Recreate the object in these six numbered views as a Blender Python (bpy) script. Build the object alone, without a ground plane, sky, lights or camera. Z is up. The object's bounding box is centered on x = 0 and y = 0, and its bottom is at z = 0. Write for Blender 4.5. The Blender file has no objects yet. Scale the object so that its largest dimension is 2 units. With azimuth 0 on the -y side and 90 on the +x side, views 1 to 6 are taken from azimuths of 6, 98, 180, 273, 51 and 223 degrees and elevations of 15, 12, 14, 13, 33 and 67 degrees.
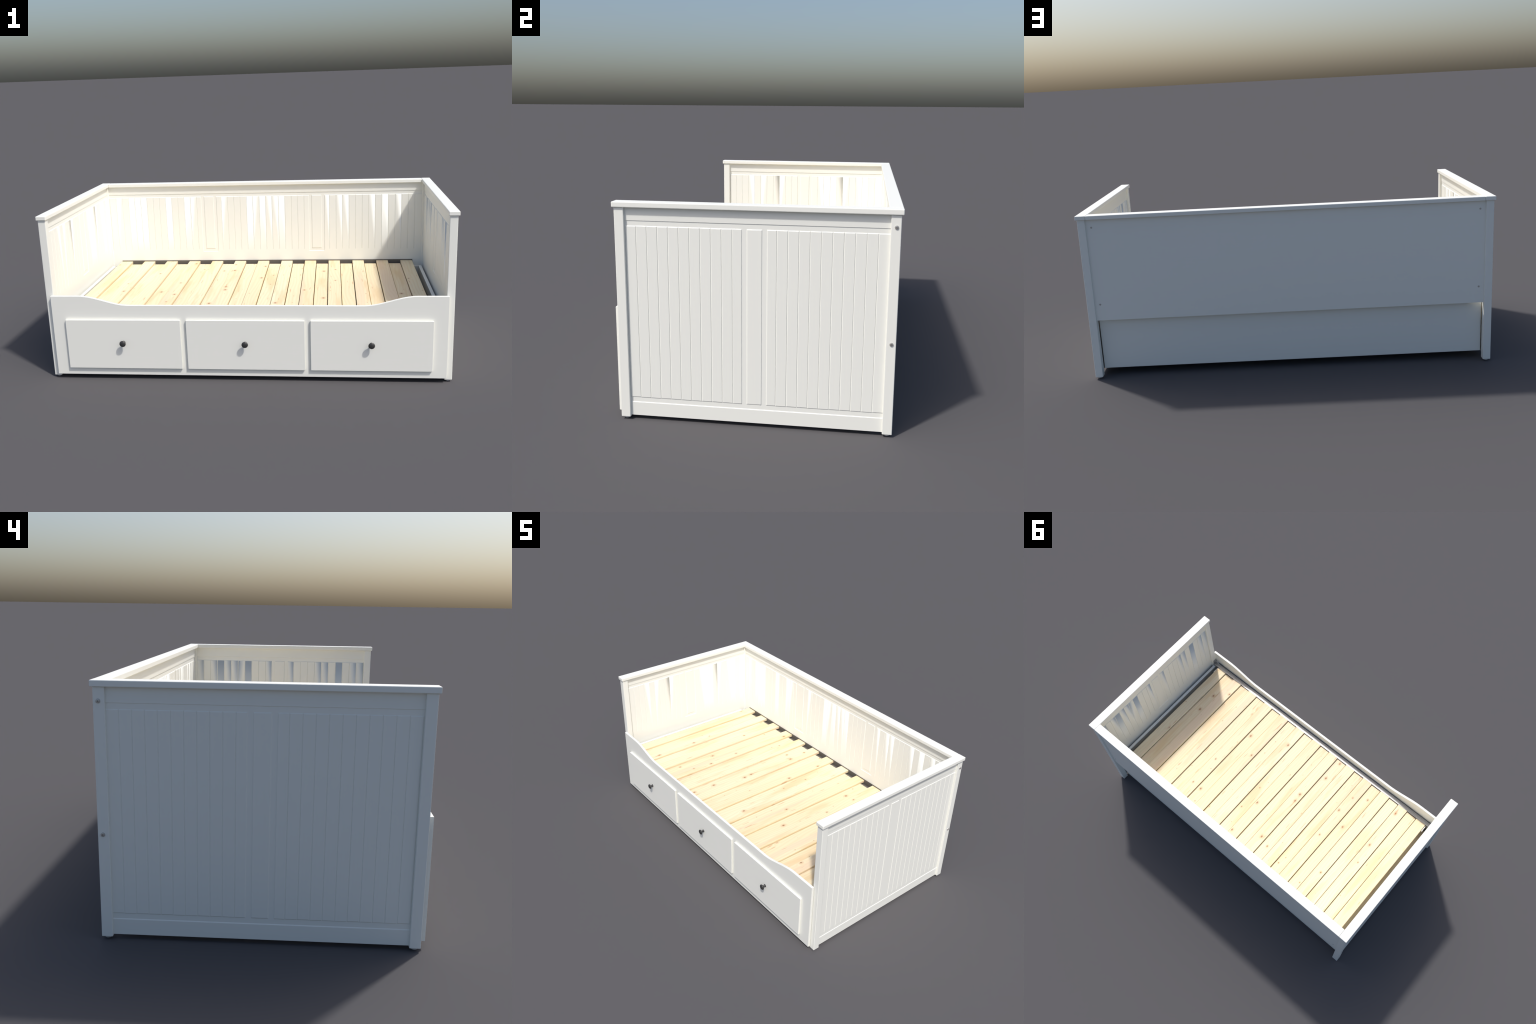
"""White painted wooden daybed: panelled ends and back, wavy front board with three
drawers, pine slats in two interleaved layers.  All sizes in metres, z up."""
import bpy, bmesh, math
from mathutils import Vector, Matrix

# ------------------------------------------------------------------ materials
def new_mat(name):
    m = bpy.data.materials.new(name)
    m.use_nodes = True
    nt = m.node_tree
    b = nt.nodes["Principled BSDF"]
    return m, nt, b


def node(nt, kind, **inputs):
    n = nt.nodes.new(kind)
    for k, v in inputs.items():
        setattr(n, k, v)
    return n


def math_node(nt, op, a, b=None, c=None, clamp=False):
    n = nt.nodes.new("ShaderNodeMath")
    n.operation = op
    n.use_clamp = clamp
    for i, v in enumerate((a, b, c)):
        if v is None:
            continue
        if isinstance(v, (int, float)):
            n.inputs[i].default_value = v
        else:
            nt.links.new(v, n.inputs[i])
    return n.outputs[0]


def mix_col(nt, fac, a, b):
    n = nt.nodes.new("ShaderNodeMix")
    n.data_type = "RGBA"
    for sock, v in ((n.inputs[0], fac), (n.inputs[6], a), (n.inputs[7], b)):
        if isinstance(v, (int, float)):
            sock.default_value = v
        elif isinstance(v, tuple):
            sock.default_value = (*v, 1)
        else:
            nt.links.new(v, sock)
    return n.outputs[2]


def smooth(nt, x, lo, hi):
    n = nt.nodes.new("ShaderNodeMapRange")
    n.interpolation_type = "SMOOTHSTEP"
    n.clamp = True
    nt.links.new(x, n.inputs[0])
    for i, v in ((1, lo), (2, hi)):
        if isinstance(v, (int, float)):
            n.inputs[i].default_value = v
        else:
            nt.links.new(v, n.inputs[i])
    n.inputs[3].default_value, n.inputs[4].default_value = 0.0, 1.0
    return n.outputs[0]


def scaled_coords(nt, vec, scale):
    n = nt.nodes.new("ShaderNodeVectorMath")
    n.operation = "MULTIPLY"
    nt.links.new(vec, n.inputs[0])
    n.inputs[1].default_value = scale
    return n.outputs[0]


def noise(nt, vec, scale=1.0, detail=2.0, rough=0.5, dist=0.0):
    n = nt.nodes.new("ShaderNodeTexNoise")
    nt.links.new(vec, n.inputs["Vector"])
    n.inputs["Scale"].default_value = scale
    n.inputs["Detail"].default_value = detail
    n.inputs["Roughness"].default_value = rough
    n.inputs["Distortion"].default_value = dist
    return n.outputs[0]


def paint_material(name, colour, grain_scale):
    """Satin white paint with a hint of brushed wood grain under it."""
    m, nt, b = new_mat(name)
    tc = nt.nodes.new("ShaderNodeTexCoord").outputs["Object"]
    g = noise(nt, scaled_coords(nt, tc, grain_scale), 1.0, 3.0)
    lo = tuple(c * 0.985 for c in colour)
    nt.links.new(mix_col(nt, g, lo, colour), b.inputs["Base Color"])
    b.inputs["Roughness"].default_value = 0.42
    b.inputs["Specular IOR Level"].default_value = 0.4
    bump = nt.nodes.new("ShaderNodeBump")
    bump.inputs["Strength"].default_value = 0.04
    bump.inputs["Distance"].default_value = 0.001
    nt.links.new(g, bump.inputs["Height"])
    nt.links.new(bump.outputs[0], b.inputs["Normal"])
    return m


def plain_material(name, colour, rough, metallic=0.0, mottling=0.08):
    m, nt, b = new_mat(name)
    tc = nt.nodes.new("ShaderNodeTexCoord").outputs["Object"]
    g = noise(nt, tc, 90.0, 3.0)
    lo = tuple(c * (1 - mottling) for c in colour)
    hi = tuple(min(1, c * (1 + mottling)) for c in colour)
    nt.links.new(mix_col(nt, g, lo, hi), b.inputs["Base Color"])
    b.inputs["Roughness"].default_value = rough
    b.inputs["Metallic"].default_value = metallic
    return m


def pine_material():
    """Pale pine, grain along the object's Y axis, knots, streaks, pink heartwood."""
    m, nt, b = new_mat("pine_wood")
    L = nt.links.new
    tc = nt.nodes.new("ShaderNodeTexCoord").outputs["Object"]
    rnd = nt.nodes.new("ShaderNodeObjectInfo").outputs["Random"]
    off = nt.nodes.new("ShaderNodeCombineXYZ")
    L(math_node(nt, "MULTIPLY", rnd, 37.0), off.inputs[0])
    L(math_node(nt, "MULTIPLY", rnd, 113.0), off.inputs[1])
    L(math_node(nt, "MULTIPLY", rnd, 71.0), off.inputs[2])
    add = nt.nodes.new("ShaderNodeVectorMath")
    L(tc, add.inputs[0])
    L(off.outputs[0], add.inputs[1])
    p = add.outputs[0]

    # knots: sparse Voronoi cells, each with its own radius
    vor = nt.nodes.new("ShaderNodeTexVoronoi")
    vor.voronoi_dimensions = "2D"
    vor.inputs["Scale"].default_value = 11.0
    vor.inputs["Randomness"].default_value = 1.0
    L(scaled_coords(nt, p, (1.0, 0.72, 1.0)), vor.inputs["Vector"])
    sep = nt.nodes.new("ShaderNodeSeparateColor")
    L(vor.outputs["Color"], sep.inputs[0])
    d, rr = vor.outputs["Distance"], sep.outputs[0]
    size = math_node(nt, "MULTIPLY", math_node(nt, "POWER", rr, 2.2), 0.072)
    size = math_node(nt, "ADD", size, 0.002)
    lx = nt.nodes.new("ShaderNodeSeparateXYZ")
    L(tc, lx.inputs[0])
    inner = smooth(nt, math_node(nt, "ABSOLUTE", lx.outputs[0]), 0.0315, 0.0270)
    core = smooth(nt, math_node(nt, "DIVIDE", d, size), 1.25, 0.30)
    halo = smooth(nt, math_node(nt, "DIVIDE", d, size), 3.2, 0.6)
    swirl = smooth(nt, math_node(nt, "DIVIDE", d, size), 5.0, 0.5)

    # growth rings seen as long stripes, bent round the knots
    wob = noise(nt, scaled_coords(nt, p, (5.0, 1.3, 1.0)), 1.0, 2.0)
    x = nt.nodes.new("ShaderNodeSeparateXYZ")
    L(p, x.inputs[0])
    ring = math_node(nt, "ADD", math_node(nt, "MULTIPLY", x.outputs[0], 55.0),
                     math_node(nt, "MULTIPLY", wob, 7.0))
    ring = math_node(nt, "ADD", ring, math_node(nt, "MULTIPLY", swirl, 1.4))
    stripes = math_node(nt, "ABSOLUTE", math_node(nt, "SINE", math_node(nt, "MULTIPLY", ring, 3.14159)))
    stripes = math_node(nt, "POWER", stripes, 3.0)
    fine = noise(nt, scaled_coords(nt, p, (420.0, 9.0, 420.0)), 1.0, 3.0, 0.6)
    patch = noise(nt, scaled_coords(nt, p, (16.0, 2.2, 8.0)), 1.0, 3.0, 0.55)
    band = smooth(nt, noise(nt, scaled_coords(nt, p, (17.0, 0.55, 5.0)), 1.0, 1.0), 0.57, 0.66)
    dash = smooth(nt, noise(nt, scaled_coords(nt, p, (95.0, 9.0, 20.0)), 1.0, 1.0), 0.69, 0.78)
    tone = math_node(nt, "ADD", 0.0, rnd)

    col = mix_col(nt, tone, PINE_LIGHT, PINE_WARM)
    col = mix_col(nt, math_node(nt, "MULTIPLY", stripes, 0.32), col, PINE_RING)
    col = mix_col(nt, math_node(nt, "MULTIPLY", smooth(nt, patch, 0.50, 0.70), 0.8), col, PINE_RING)
    col = mix_col(nt, math_node(nt, "MULTIPLY", band, 0.55), col, PINE_PINK)
    col = mix_col(nt, math_node(nt, "MULTIPLY", smooth(nt, fine, 0.45, 0.8), 0.12), col, PINE_RING)
    col = mix_col(nt, math_node(nt, "MULTIPLY", dash, 0.55), col, PINE_DASH)
    col = mix_col(nt, math_node(nt, "MULTIPLY", math_node(nt, "MULTIPLY", halo, inner), 0.45), col, PINE_DASH)
    col = mix_col(nt, math_node(nt, "MULTIPLY", math_node(nt, "MULTIPLY", core, inner), 0.85), col, PINE_KNOT)
    L(col, b.inputs["Base Color"])
    b.inputs["Roughness"].default_value = 0.55
    b.inputs["Specular IOR Level"].default_value = 0.3
    return m


PINE_LIGHT = (0.855, 0.755, 0.545)
PINE_WARM = (0.84, 0.71, 0.48)
PINE_RING = (0.76, 0.575, 0.335)
PINE_PINK = (0.80, 0.61, 0.44)
PINE_DASH = (0.55, 0.31, 0.15)
PINE_KNOT = (0.30, 0.135, 0.06)
WHITE = (0.855, 0.862, 0.812)

M_PAINT = paint_material("white_paint", WHITE, (160.0, 160.0, 5.0))
M_PAINT_X = paint_material("white_paint_lengthwise", WHITE, (5.0, 160.0, 160.0))
M_PINE = pine_material()
M_KNOB = plain_material("dark_knob_metal", (0.035, 0.035, 0.035), 0.42, 0.0)
M_STEEL = plain_material("galvanised_steel", (0.42, 0.42, 0.43), 0.38, 0.75)
M_DARK_STEEL = plain_material("dark_steel", (0.17, 0.16, 0.145), 0.42, 0.4)
M_SCREW = plain_material("screw_steel", (0.52, 0.51, 0.49), 0.35, 0.7)
M_DARK = plain_material("socket_black", (0.05, 0.05, 0.05), 0.6)
M_SOCKET = plain_material("screw_socket_grey", (0.16, 0.16, 0.155), 0.5, 0.3)
M_GLIDE = plain_material("grey_plastic", (0.55, 0.55, 0.55), 0.5)
M_WHITE_PLASTIC = plain_material("white_plastic", (0.75, 0.75, 0.74), 0.4, 0.0, 0.02)

# ------------------------------------------------------------------ helpers
COL = bpy.context.scene.collection


def add_object(name, mesh, parent, loc=(0, 0, 0), kind=None):
    o = bpy.data.objects.new(name, mesh)
    COL.objects.link(o)
    o.location = loc
    if parent is not None:
        o.parent = parent
        # keep the location given in world space
        w = Vector((0, 0, 0))
        q = parent
        while q is not None:
            w += q.location
            q = q.parent
        o.location = Vector(loc) - w
    if kind:
        o["kind"] = kind
    return o


def mesh_from_bm(name, bm, mat, smooth_angle=None):
    me = bpy.data.meshes.new(name)
    bmesh.ops.recalc_face_normals(bm, faces=bm.faces)
    bm.to_mesh(me)
    bm.free()
    for m in (mat if isinstance(mat, (list, tuple)) else [mat]):
        me.materials.append(m)
    if smooth_angle:
        me.shade_smooth()
        me.set_sharp_from_angle(angle=math.radians(smooth_angle))
    return me


def box_mesh(name, size, mat, bevel=0.0, segs=3):
    """Box centred on its own origin, all edges rounded."""
    bm = bmesh.new()
    bmesh.ops.create_cube(bm, size=1.0)
    bmesh.ops.scale(bm, vec=size, verts=bm.verts)
    if bevel:
        bmesh.ops.bevel(bm, geom=bm.edges[:], offset=bevel, segments=segs, affect="EDGES", profile=0.5)
    return mesh_from_bm(name, bm, mat)


def box(name, lo, hi, mat, parent, bevel=0.0, segs=3):
    size = [b - a for a, b in zip(lo, hi)]
    mid = [(a + b) / 2 for a, b in zip(lo, hi)]
    return add_object(name, box_mesh(name, size, mat, bevel, segs), parent, mid)


def extrude_profile(name, pts, axis_len, mat, to_world, bevel=0.0):
    """Closed 2D outline pts pushed along the third axis by axis_len; to_world maps (a, b, t)."""
    bm = bmesh.new()
    v0 = [bm.verts.new(to_world(a, b, 0.0)) for a, b in pts]
    v1 = [bm.verts.new(to_world(a, b, axis_len)) for a, b in pts]
    bm.faces.new(v0)
    bm.faces.new(list(reversed(v1)))
    n = len(pts)
    for i in range(n):
        j = (i + 1) % n
        bm.faces.new((v0[i], v1[i], v1[j], v0[j]))
    if bevel:
        caps = {f for f in bm.faces if len(f.verts) == n}
        edges = [e for e in bm.edges if any(f in caps for f in e.link_faces)]
        bmesh.ops.recalc_face_normals(bm, faces=bm.faces)
        bmesh.ops.bevel(bm, geom=edges, offset=bevel, segments=2, affect="EDGES", profile=0.5)
    return mesh_from_bm(name, bm, mat)


def lathe(name, profile, mat, steps=40, axis="y"):
    """Turned part: profile of (radius, height) swept round the given axis."""
    bm = bmesh.new()
    rings = []
    for r, h in profile:
        if r < 1e-6:
            rings.append([bm.verts.new((0, 0, h))])
        else:
            rings.append([bm.verts.new((r * math.cos(2 * math.pi * k / steps), r * math.sin(2 * math.pi * k / steps), h)) for k in range(steps)])
    for a, b in zip(rings, rings[1:]):
        for k in range(steps):
            q = (k + 1) % steps
            if len(a) == 1:
                bm.faces.new((a[0], b[k], b[q]))
            elif len(b) == 1:
                bm.faces.new((a[k], b[0], a[q]))
            else:
                bm.faces.new((a[k], b[k], b[q], a[q]))
    if axis == "y":      # height runs towards -y
        bmesh.ops.rotate(bm, cent=(0, 0, 0), matrix=Matrix.Rotation(math.radians(90), 3, "X"), verts=bm.verts)
    elif axis == "x":    # height runs towards +x
        bmesh.ops.rotate(bm, cent=(0, 0, 0), matrix=Matrix.Rotation(math.radians(90), 3, "Y"), verts=bm.verts)
    return mesh_from_bm(name, bm, mat, 35)


# ------------------------------------------------------------------ main sizes
X_CAP_IN, X_CAP_OUT = 0.950, 1.000          # end cap rails
Y_CAP_FRONT, Y_CAP_BACK = -0.491, 0.542
Y_BACKCAP_IN = 0.492
Z_CAP0, Z_CAP1 = 0.8150, 0.8352
POST_X0, POST_X1 = 0.9555, 0.9930
POST_W = 0.036
Z_POST0 = 0.008
RAIL_OUT, RAIL_IN = 0.9825, 0.9665          # faces of end panel rails and planks
B_DEPTH, B_DEPTH_IN = 0.0018, 0.0023                            # recess of the board behind the planks
Z_LINE, Z_PLANK1 = 0.7655, 0.7475           # top rail lower edge, plank top
Z_PLANK0, Z_RAILB1, Z_RAILB0 = 0.0857, 0.0685, 0.0135
Z_GROOVE_END, Z_STRIP0, Z_NOTCH = 0.4085, 0.4185, 0.4025
BACK_IN, BACK_OUT = 0.508, 0.525            # back panel faces
Z_BACK0 = 0.306
SLAT_TOP = 0.339

root = bpy.data.objects.new("daybed", None)
COL.objects.link(root)
root["label"] = "white painted wooden daybed with panelled sides, three drawers and pine slats"
root["category"] = "daybed"

# ------------------------------------------------------------------ posts, feet
post_mesh = box_mesh("post", (POST_X1 - POST_X0, POST_W, Z_CAP0 - Z_POST0), M_PAINT, 0.0025)
glide_mesh = lathe("foot_glide", [(0.0, 0.0), (0.0095, 0.0), (0.0118, 0.0025), (0.0118, 0.010), (0.0, 0.010)], M_GLIDE, 28, "z")
post_y = (-0.4845 + POST_W / 2, 0.5345 - POST_W / 2)
for sx in (-1, 1):
    for y in post_y:
        x = sx * (POST_X0 + POST_X1) / 2
        p = add_object("post", post_mesh, root, (x, y, (Z_CAP0 + Z_POST0) / 2))
        add_object("foot_glide", glide_mesh, p, (x, y, 0.0))

# ------------------------------------------------------------------ cap rails
cap = box_mesh("cap_rail", (X_CAP_OUT - X_CAP_IN, Y_CAP_BACK - Y_CAP_FRONT, Z_CAP1 - Z_CAP0), M_PAINT_X, 0.0030)
for sx in (-1, 1):
    add_object("cap_rail", cap, root, (sx * (X_CAP_IN + X_CAP_OUT) / 2, (Y_CAP_BACK + Y_CAP_FRONT) / 2, (Z_CAP0 + Z_CAP1) / 2))
box("cap_rail", (-X_CAP_IN + 0.0006, Y_BACKCAP_IN, Z_CAP0), (X_CAP_IN - 0.0006, Y_CAP_BACK, Z_CAP1 - 0.0004), M_PAINT_X, root, 0.0026)


# ------------------------------------------------------------------ panelled boards
def plank_mesh(w0, w1, z0, z1, to_world, origin, chamfer_lr=(True, True), z_foot=None, tilt=None, H=B_DEPTH):
    """A raised plank (one tongue of the beadboard).  Local: u across, h out of the board.
    z_foot: below the groove end z0 the face runs on full width down to z_foot.
    tilt: shading normals (local u, h, z) of the upper left and upper right corner."""
    c = 0.0028 + 0.0004 * math.sin(w0 * 517.0 + z0 * 90.0)                      # chamfer width, top, bottom and left
    c_r = 0.0009                    # the right edge is nearly square
    e = 0.0002                      # never quite touching the next plank
    u0, u1 = w0 + (0 if z_foot else e), w1 - (0 if z_foot else e)
    bm = bmesh.new()
    cl = c if chamfer_lr[0] else 0.0
    cr = c_r if chamfer_lr[1] else 0.0

    def V(u, z, h):
        return bm.verts.new(Vector(to_world(u, h, z)) - origin)
    zb = z0 if z_foot else z0 + c
    zt = z1 - c
    f = [V(u0 + cl, zb + (0.006 if z_foot else 0), H), V(u1 - cr, zb + (0.006 if z_foot else 0), H), V(u1 - cr, zt, H), V(u0 + cl, zt, H)]
    base = [V(u0, z0, 0 if not z_foot else H), V(u1, z0, 0 if not z_foot else H), V(u1, z1, 0), V(u0, z1, 0)]
    # face split into two triangles so the shading follows the long diagonal
    tris = [bm.faces.new((f[0], f[1], f[2])), bm.faces.new((f[0], f[2], f[3]))]
    if tilt and tilt[1] and not (tilt[0] == UP):
        for t in tris:
            bm.faces.remove(t)
        tris = [bm.faces.new((f[0], f[1], f[3])), bm.faces.new((f[1], f[2], f[3]))]
    front = list(tris)
    front_index = {}
    sides = [(f[2], f[3], base[3], base[2])]
    side_l = (f[3], f[0], base[0], base[3])
    side_r = (f[1], f[2], base[2], base[1])
    if z_foot:
        # the groove floor ends on the plain foot of the board
        gl, gr = V(u0, z0 + 0.006, 0.0), V(u1, z0 + 0.006, 0.0)
        side_l = (f[3], f[0], gl, base[3])
        side_r = (f[1], f[2], base[2], gr)
        foot = [V(u0, z_foot, H), V(u1, z_foot, H)]
        front.append(bm.faces.new((foot[0], foot[1], base[1], base[0])))
        front.append(bm.faces.new((base[0], base[1], f[1], f[0])))
        sides += [(f[0], base[0], gl), (f[1], gr, base[1])]
        low = [V(u0, z_foot, 0), V(u1, z_foot, 0)]
        sides += [(foot[0], low[0], gl, base[0]), (foot[1], base[1], gr, low[1]), (low[0], foot[0], foot[1], low[1])]
    else:
        sides.append((f[0], f[1], base[1], base[0]))
    sides += [side_l, side_r]
    for s in sides:
        bm.faces.new(s)
    out = (Vector(to_world(0, 1, 0)) - Vector(to_world(0, 0, 0))).normalized()
    uax = (Vector(to_world(1, 0, 0)) - Vector(to_world(0, 0, 0))).normalized()
    bm.normal_update()
    cen = Vector(to_world((u0 + u1) / 2, -0.05, (z0 + z1) / 2)) - origin
    flip = [fc for fc in bm.faces if fc.normal.dot(fc.calc_center_median() - cen) < 0 and abs(fc.normal.dot(out)) < 0.2 or fc.normal.dot(out) < -0.05]
    bmesh.ops.reverse_faces(bm, faces=flip)
    bm.verts.index_update()
    top_l, top_r = f[3].index, f[2].index
    me = bpy.data.meshes.new("plank")
    bm.to_mesh(me)
    bm.free()
    me.materials.append(M_PAINT)
    if tilt:
        me.shade_smooth()
        want = []
        for poly in me.polygons:
            is_face = poly.normal.dot(out) > 0.999
            for li in poly.loop_indices:
                vi = me.loops[li].vertex_index
                n = poly.normal.copy()
                if is_face and vi in (top_l, top_r):
                    t = tilt[0] if vi == top_l else tilt[1]
                    if t:
                        n = (uax * t[0] + out * t[1] + Vector((0, 0, 1)) * t[2]).normalized()
                want.append(n)
        me.normals_split_custom_set(want)
    return me


UP = (0.0, 0.42, 0.91)       # normal leaning to the sky
HALF = (0.0, 0.87, 0.50)
SHADE_R = (0.90, 0.42, 0.0)
SHADE_L = (-0.90, 0.42, 0.0)
# how the smooth shading of each inner plank runs out at its upper corners (left, right)
LEAN = {"n": None, "L": (UP, None), "R": (None, UP), "W": (UP, UP), "l": (UP, HALF), "r": (HALF, UP),
        "d": (None, SHADE_R), "e": (UP, SHADE_L), "s": (None, HALF)}


def plank_rows(edges_list, z0, z1, to_world, parent, z_foot=None, codes=None, skip_foot=()):
    k = 0
    for edges in edges_list:
        for i in range(len(edges) - 1):
            a, b = edges[i], edges[i + 1]
            strip = len(edges) == 2
            zz0 = Z_STRIP0 if (strip and z_foot) else z0
            code = None
            if codes:
                code = LEAN[codes[k]]
                k += 1
            origin = Vector(to_world((a + b) / 2, 0, (zz0 + z1) / 2))
            me = plank_mesh(a, b, zz0, z1, to_world, origin, (True, True), None if strip else z_foot, code, B_DEPTH_IN if z_foot else B_DEPTH)
            add_object("plank", me, parent, origin)


def steps_from(start, first, pitch, n):
    e = [start, start + first]
    while len(e) < n + 1:
        e.append(e[-1] + pitch)
    return e


def rail_mesh(name, u0, u1, z0, z1, h, c_low, c_up, to_world, origin, base_h=0.0):
    """Raised straight rail with a chamfered lower and/or upper edge."""
    prof = [(base_h, z0), (h, z0 + c_low), (h, z1 - c_up), (base_h, z1)]
    bm = bmesh.new()
    a = [bm.verts.new(Vector(to_world(u0, q, z)) - origin) for q, z in prof]
    b = [bm.verts.new(Vector(to_world(u1, q, z)) - origin) for q, z in prof]
    bm.faces.new(a)
    bm.faces.new(b)
    for i in range(4):
        j = (i + 1) % 4
        bm.faces.new((a[i], a[j], b[j], b[i]))
    return mesh_from_bm(name, bm, M_PAINT_X)


def add_rail(name, u0, u1, z0, z1, h, c_low, c_up, to_world, parent):
    origin = Vector(to_world((u0 + u1) / 2, 0, (z0 + z1) / 2))
    return add_object(name, rail_mesh(name, u0, u1, z0, z1, h, c_low, c_up, to_world, origin), parent, origin)


# ---- end panels: plank edges along y, symmetric about the strip in the middle
YC = 0.0257
half = steps_from(0.0450, 0.0350, 0.03930, 11)
half[-1] = 0.4740
right_edges = [YC + v for v in half]
left_edges = [YC - v for v in reversed(half)]
end_edges = [left_edges, [YC - 0.0277, YC + 0.0277], right_edges]
Y0, Y1 = -0.4485, 0.4985
# seen from inside the bed, u grows with y
lean_minus = "nnnRnLndLnn" + "n" + "nRWWdLnRWnW"          # on the -x end
lean_plus = "".join(reversed("RnRWRRLWnnR" + "n" + "RnnnRRnWnRs"))
SWAP = {"L": "R", "R": "L", "l": "r", "r": "l"}
lean_plus = "".join({"R": "L", "L": "R", "s": "L"}.get(c, c) for c in lean_plus)

for sx in (-1, 1):
    bin_, bout = RAIL_IN + B_DEPTH_IN, RAIL_OUT - B_DEPTH
    xs = sorted((sx * bin_, sx * bout))
    panel = box("end_panel", (xs[0], Y0, 0.020), (xs[1], Y1, Z_CAP0 - 0.001), M_PAINT, root)

    def outside(u, h, z, sx=sx, b=bout):
        return (sx * (b + h), u, z)

    def inside(u, h, z, sx=sx, b=bin_):
        return (sx * (b - h), u, z)
    add_rail("top_rail", Y0, Y1, Z_LINE, Z_CAP0, B_DEPTH, 0.0012, 0.0, outside, panel)
    add_rail("top_rail", Y0, Y1, Z_LINE, Z_CAP0, B_DEPTH_IN, 0.0012, 0.0, inside, panel)
    add_rail("bottom_rail", Y0, Y1, Z_RAILB0, Z_RAILB1, B_DEPTH, 0.0, 0.0030, outside, panel)
    plank_rows(end_edges, Z_PLANK0, Z_PLANK1, outside, panel)
    plank_rows(end_edges, Z_GROOVE_END, Z_PLANK1, inside, panel, z_foot=0.20, codes=lean_minus if sx < 0 else lean_plus)
    # plain foot of the board under the middle strip
    add_rail("panel_foot", YC - 0.0450, YC + 0.0450, 0.20, Z_NOTCH, B_DEPTH_IN, 0.0, 0.0025, inside, panel)

# ---- back panel: three fields of fifteen planks, two strips
mid = [-0.2835 ] + [-0.2535 + 0.0390 * i for i in range(14)] + [0.2835]
outer = [0.3765] + [0.4065 + 0.0390 * i for i in range(15)]
outer[-1] = 0.9560
outer_l = [-v for v in reversed(outer)]
back_edges = [outer_l, [-0.3595, -0.3000], mid, [0.3000, 0.3595], outer]
lean_back = ("nLnlWWnnnWnnlLn" + "n" + "nLnnnWLrRRrnnnn" + "n" + "RnRRnnnRnrnRnnn")
back = box("back_panel", (-0.9556, BACK_IN + B_DEPTH_IN, Z_BACK0), (0.9556, BACK_OUT, Z_CAP0 - 0.001), M_PAINT_X, root)


def back_inside(u, h, z):
    return (u, BACK_IN + B_DEPTH_IN - h, z)


add_rail("top_rail", -0.9556, 0.9556, Z_LINE, Z_CAP0, B_DEPTH_IN, 0.0012, 0.0, back_inside, back)
plank_rows(back_edges, Z_GROOVE_END, Z_PLANK1, back_inside, back, z_foot=Z_BACK0, codes=lean_back)
for s in (-1, 1):
    u = sorted((s * 0.2835, s * 0.3765))
    add_rail("panel_foot", u[0], u[1], Z_BACK0, Z_NOTCH, B_DEPTH_IN, 0.0, 0.0025, back_inside, back)

# lower board closing the drawer space at the back
box("lower_back_panel", (-0.9530, 0.4785, 0.0395), (0.9530, 0.4915, 0.3085), M_PAINT_X, root, 0.001, 1)

# ------------------------------------------------------------------ front board with wavy top
FRONT_OUT, FRONT_IN = -0.5015, -0.4875
XF, ZF0, ZF_HI, ZF_LO = 0.965, 0.0222, 0.4350, 0.3880
pts = [(-XF, ZF0), (XF, ZF0), (XF, ZF_HI)]
WAVE_A, WAVE_B, N = 0.822, 0.572, 22


def wave(t):
    return t * t * (3 - 2 * t)


for i in range(N + 1):
    t = i / N
    pts.append((WAVE_A + (WAVE_B - WAVE_A) * t, ZF_HI + (ZF_LO - ZF_HI) * wave(t)))
for i in range(N + 1):
    t = 1 - i / N
    pts.append((-(WAVE_A + (WAVE_B - WAVE_A) * t), ZF_HI + (ZF_LO - ZF_HI) * wave(t)))
pts.append((-XF, ZF_HI))
fm = extrude_profile("front_panel", pts, FRONT_IN - FRONT_OUT, M_PAINT_X, lambda a, b, t: (a, FRONT_OUT + t, b), 0.0012)
front = add_object("front_panel", fm, root)
# spacers between the board and the front posts
for sx in (-1, 1):
    xs = sorted((sx * 0.9575, sx * 0.930))
    box("mounting_batten", (xs[0], -0.4874, 0.05), (xs[1], -0.4700, 0.330), M_PAINT, front)

# ------------------------------------------------------------------ drawers
DRAWER_W, DRAWER_X = 0.5785, 0.6068
ZD0, ZD1 = 0.0612, 0.3160
DRAWER_OUT = -0.5130
dfront = box_mesh("drawer_front", (DRAWER_W, 0.0097, ZD1 - ZD0), M_PAINT_X, 0.0012, 2)
dgap = box_mesh("drawer_seam", (DRAWER_W - 0.004, 0.0030, ZD1 - ZD0 - 0.004), M_PAINT_X)
knob_mesh = lathe("knob", [(0.0, 0.0), (0.0085, 0.0), (0.0088, 0.0012), (0.0062, 0.0040), (0.0048, 0.0075), (0.0050, 0.0115),
                           (0.0080, 0.0148), (0.0128, 0.0175), (0.0155, 0.0202), (0.0159, 0.0220), (0.0153, 0.0239), (0.0130, 0.0261), (0.0092, 0.0278), (0.0048, 0.0287), (0.0, 0.0290)], M_KNOB, 40)


def drawer_box_mesh():
    """Open box behind the drawer front."""
    bm = bmesh.new()
    w, t, d, z0, z1 = 0.270, 0.012, 0.900, 0.070, 0.250
    for lo, hi in (((-w, -0.485, z0), (-w + t, -0.485 + d, z1)), ((w - t, -0.485, z0), (w, -0.485 + d, z1)),
                   ((-w + t, -0.485 + d - t, z0), (w - t, -0.485 + d, z1)), ((-w + t, -0.485, z0), (w - t, -0.485 + d - t, z0 + 0.006))):
        r = bmesh.ops.create_cube(bm, size=1.0)
        bmesh.ops.scale(bm, vec=[b - a for a, b in zip(lo, hi)], verts=r["verts"])
        bmesh.ops.translate(bm, vec=[(a + b) / 2 for a, b in zip(lo, hi)], verts=r["verts"])
    return mesh_from_bm("drawer_box", bm, M_PAINT_X)


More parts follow.
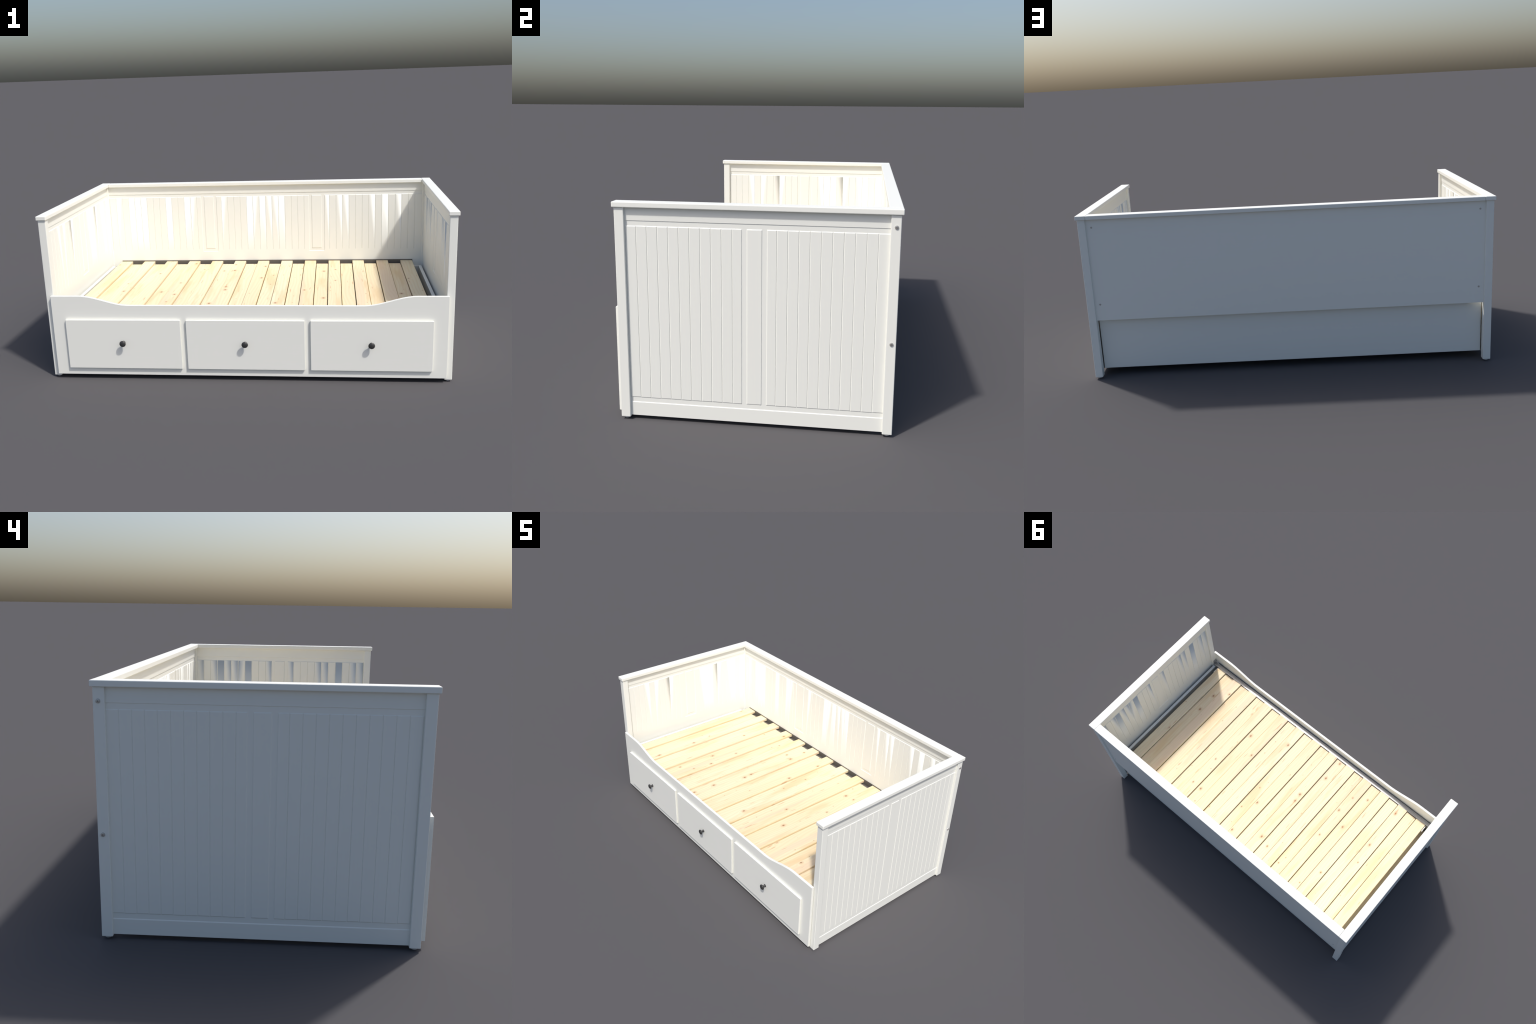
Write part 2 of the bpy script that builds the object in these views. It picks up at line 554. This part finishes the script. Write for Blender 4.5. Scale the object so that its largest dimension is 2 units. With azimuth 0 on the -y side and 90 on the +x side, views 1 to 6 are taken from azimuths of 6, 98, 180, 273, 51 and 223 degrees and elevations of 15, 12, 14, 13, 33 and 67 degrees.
dbox = drawer_box_mesh()
castor_mesh = lathe("castor", [(0.0, -0.008), (0.018, -0.008), (0.020, -0.006), (0.020, 0.006), (0.018, 0.008), (0.0, 0.008)], M_DARK, 28, "x")
for i, x in enumerate((-DRAWER_X, 0.0, DRAWER_X)):
    d = add_object("drawer", dfront, root, (x, DRAWER_OUT + 0.00485, (ZD0 + ZD1) / 2))
    add_object("drawer_seam", dgap, d, (x, -0.5024, (ZD0 + ZD1) / 2))
    add_object("knob", knob_mesh, d, (x, DRAWER_OUT + 0.0002, 0.2000))
    add_object("drawer_box", dbox, d, (x, 0, 0))
    for dx in (-0.2, 0.2):
        for y in (-0.40, 0.34):
            add_object("castor", castor_mesh, d, (x + dx, y, 0.050))

# steel angle along the back, steel channel along the front
def angle_rail(name, prof, x0, x1, mat):
    return extrude_profile(name, prof, x1 - x0, mat, lambda a, b, t: (x0 + t, a, b))



def front_rail_mesh():
    """Steel channel along the front that carries the slats."""
    return angle_rail("front_rail", [(-0.4530, 0.300), (-0.4530, 0.3370), (-0.4620, 0.3370), (-0.4640, 0.3340), (-0.4745, 0.3340),
                                     (-0.4745, 0.3370), (-0.4785, 0.3370), (-0.4785, 0.300)], -0.9520, 0.9520, M_STEEL)


# ------------------------------------------------------------------ slats
SLAT_W, SLAT_T = 0.0690, 0.0170
PITCH = 0.14483
up_y, low_y = (-0.4520, 0.5060), (-0.4505, 0.4690)
slat_hi = box_mesh("slat_long", (SLAT_W, up_y[1] - up_y[0], SLAT_T), M_PINE, 0.0018, 2)
slat_lo = box_mesh("slat_short", (SLAT_W, low_y[1] - low_y[0], SLAT_T), M_PINE, 0.0018, 2)
slat_base = add_object("slatted_base", front_rail_mesh(), root)
for i in range(13):
    x = (i - 6) * PITCH
    add_object("slat", slat_hi, slat_base, (x, sum(up_y) / 2, SLAT_TOP - SLAT_T / 2))
for i in range(12):
    x = (i - 5.5) * PITCH
    add_object("slat", slat_lo, slat_base, (x, sum(low_y) / 2, SLAT_TOP - 0.0095 - SLAT_T / 2))

T = 0.002
y0 = BACK_IN - 0.0006
me = angle_rail("back_rail", [(y0, 0.345), (y0 - T, 0.345), (y0 - T, 0.311), (0.462, 0.311), (0.462, 0.309), (y0, 0.309)], -0.9030, 0.9060, M_DARK_STEEL)
add_object("back_rail", me, slat_base)
me = angle_rail("back_rail_lip", [(0.490, 0.3112), (0.490, 0.3170), (0.482, 0.3170), (0.482, 0.3112)], -0.9000, 0.9030, M_STEEL)
add_object("back_rail_lip", me, slat_base)

# white side battens with a gap to the slats
for sx in (-1, 1):
    xs = sorted((sx * 0.9365, sx * 0.9540))
    box("side_batten", (xs[0], -0.4525, 0.270), (xs[1], 0.4600, 0.3200), M_PAINT, root, 0.0008, 1)
    xs = sorted((sx * 0.8600, sx * 0.9300))
    box("side_ledge", (xs[0], -0.4500, 0.224), (xs[1], 0.4640, 0.240), M_PINE, root, 0.001, 1)
    # plastic slat stop at the front corner and steel corner bracket on the post
    xs = sorted((sx * 0.9055, sx * 0.9115))
    box("slat_stop", (xs[0], -0.447, 0.312), (xs[1], -0.405, 0.333), M_WHITE_PLASTIC, slat_base, 0.001, 1)
    xs = sorted((sx * 0.9554, sx * 0.9490))
    br = box("corner_bracket", (xs[0], -0.4835, 0.338), (xs[1], -0.4570, 0.368), M_STEEL, root, 0.001, 1)
    sc = lathe("bracket_screw", [(0.0, 0.0), (0.005, 0.0), (0.0045, 0.003), (0.0, 0.004)], M_SCREW, 20, "x")
    for z in (0.346, 0.361):
        o = add_object("bracket_screw", sc, br, (sx * 0.9490, -0.470, z))
        if sx > 0:
            o.rotation_euler = (0, 0, math.pi)

# ------------------------------------------------------------------ screws
head = lathe("screw_head", [(0.0, -0.002), (0.0068, -0.002), (0.0069, 0.0015), (0.0060, 0.0033), (0.0036, 0.0040), (0.0, 0.0040)], M_SCREW, 32, "x")
hexm = lathe("screw_socket", [(0.0, 0.0), (0.0019, 0.0), (0.0019, 0.0042), (0.0, 0.0042)], M_SOCKET, 6, "x")
for sx in (-1, 1):
    for z in (0.7725, 0.3540):
        o = add_object("screw", head, root, (sx * POST_X1, 0.5180, z))
        s = add_object("screw_socket", hexm, o, (sx * POST_X1, 0.5180, z))
        if sx < 0:
            o.rotation_euler = (0, 0, math.pi)
back_head = lathe("back_screw", [(0.0, -0.002), (0.0048, -0.002), (0.0048, 0.0004), (0.0040, 0.0010), (0.0, 0.0010)], M_SCREW, 24, "y")
for sx in (-1, 1):
    for z in (0.775, 0.3885):
        o = add_object("screw", back_head, root, (sx * 0.9295, BACK_OUT, z))
        o.rotation_euler = (0, 0, math.pi)
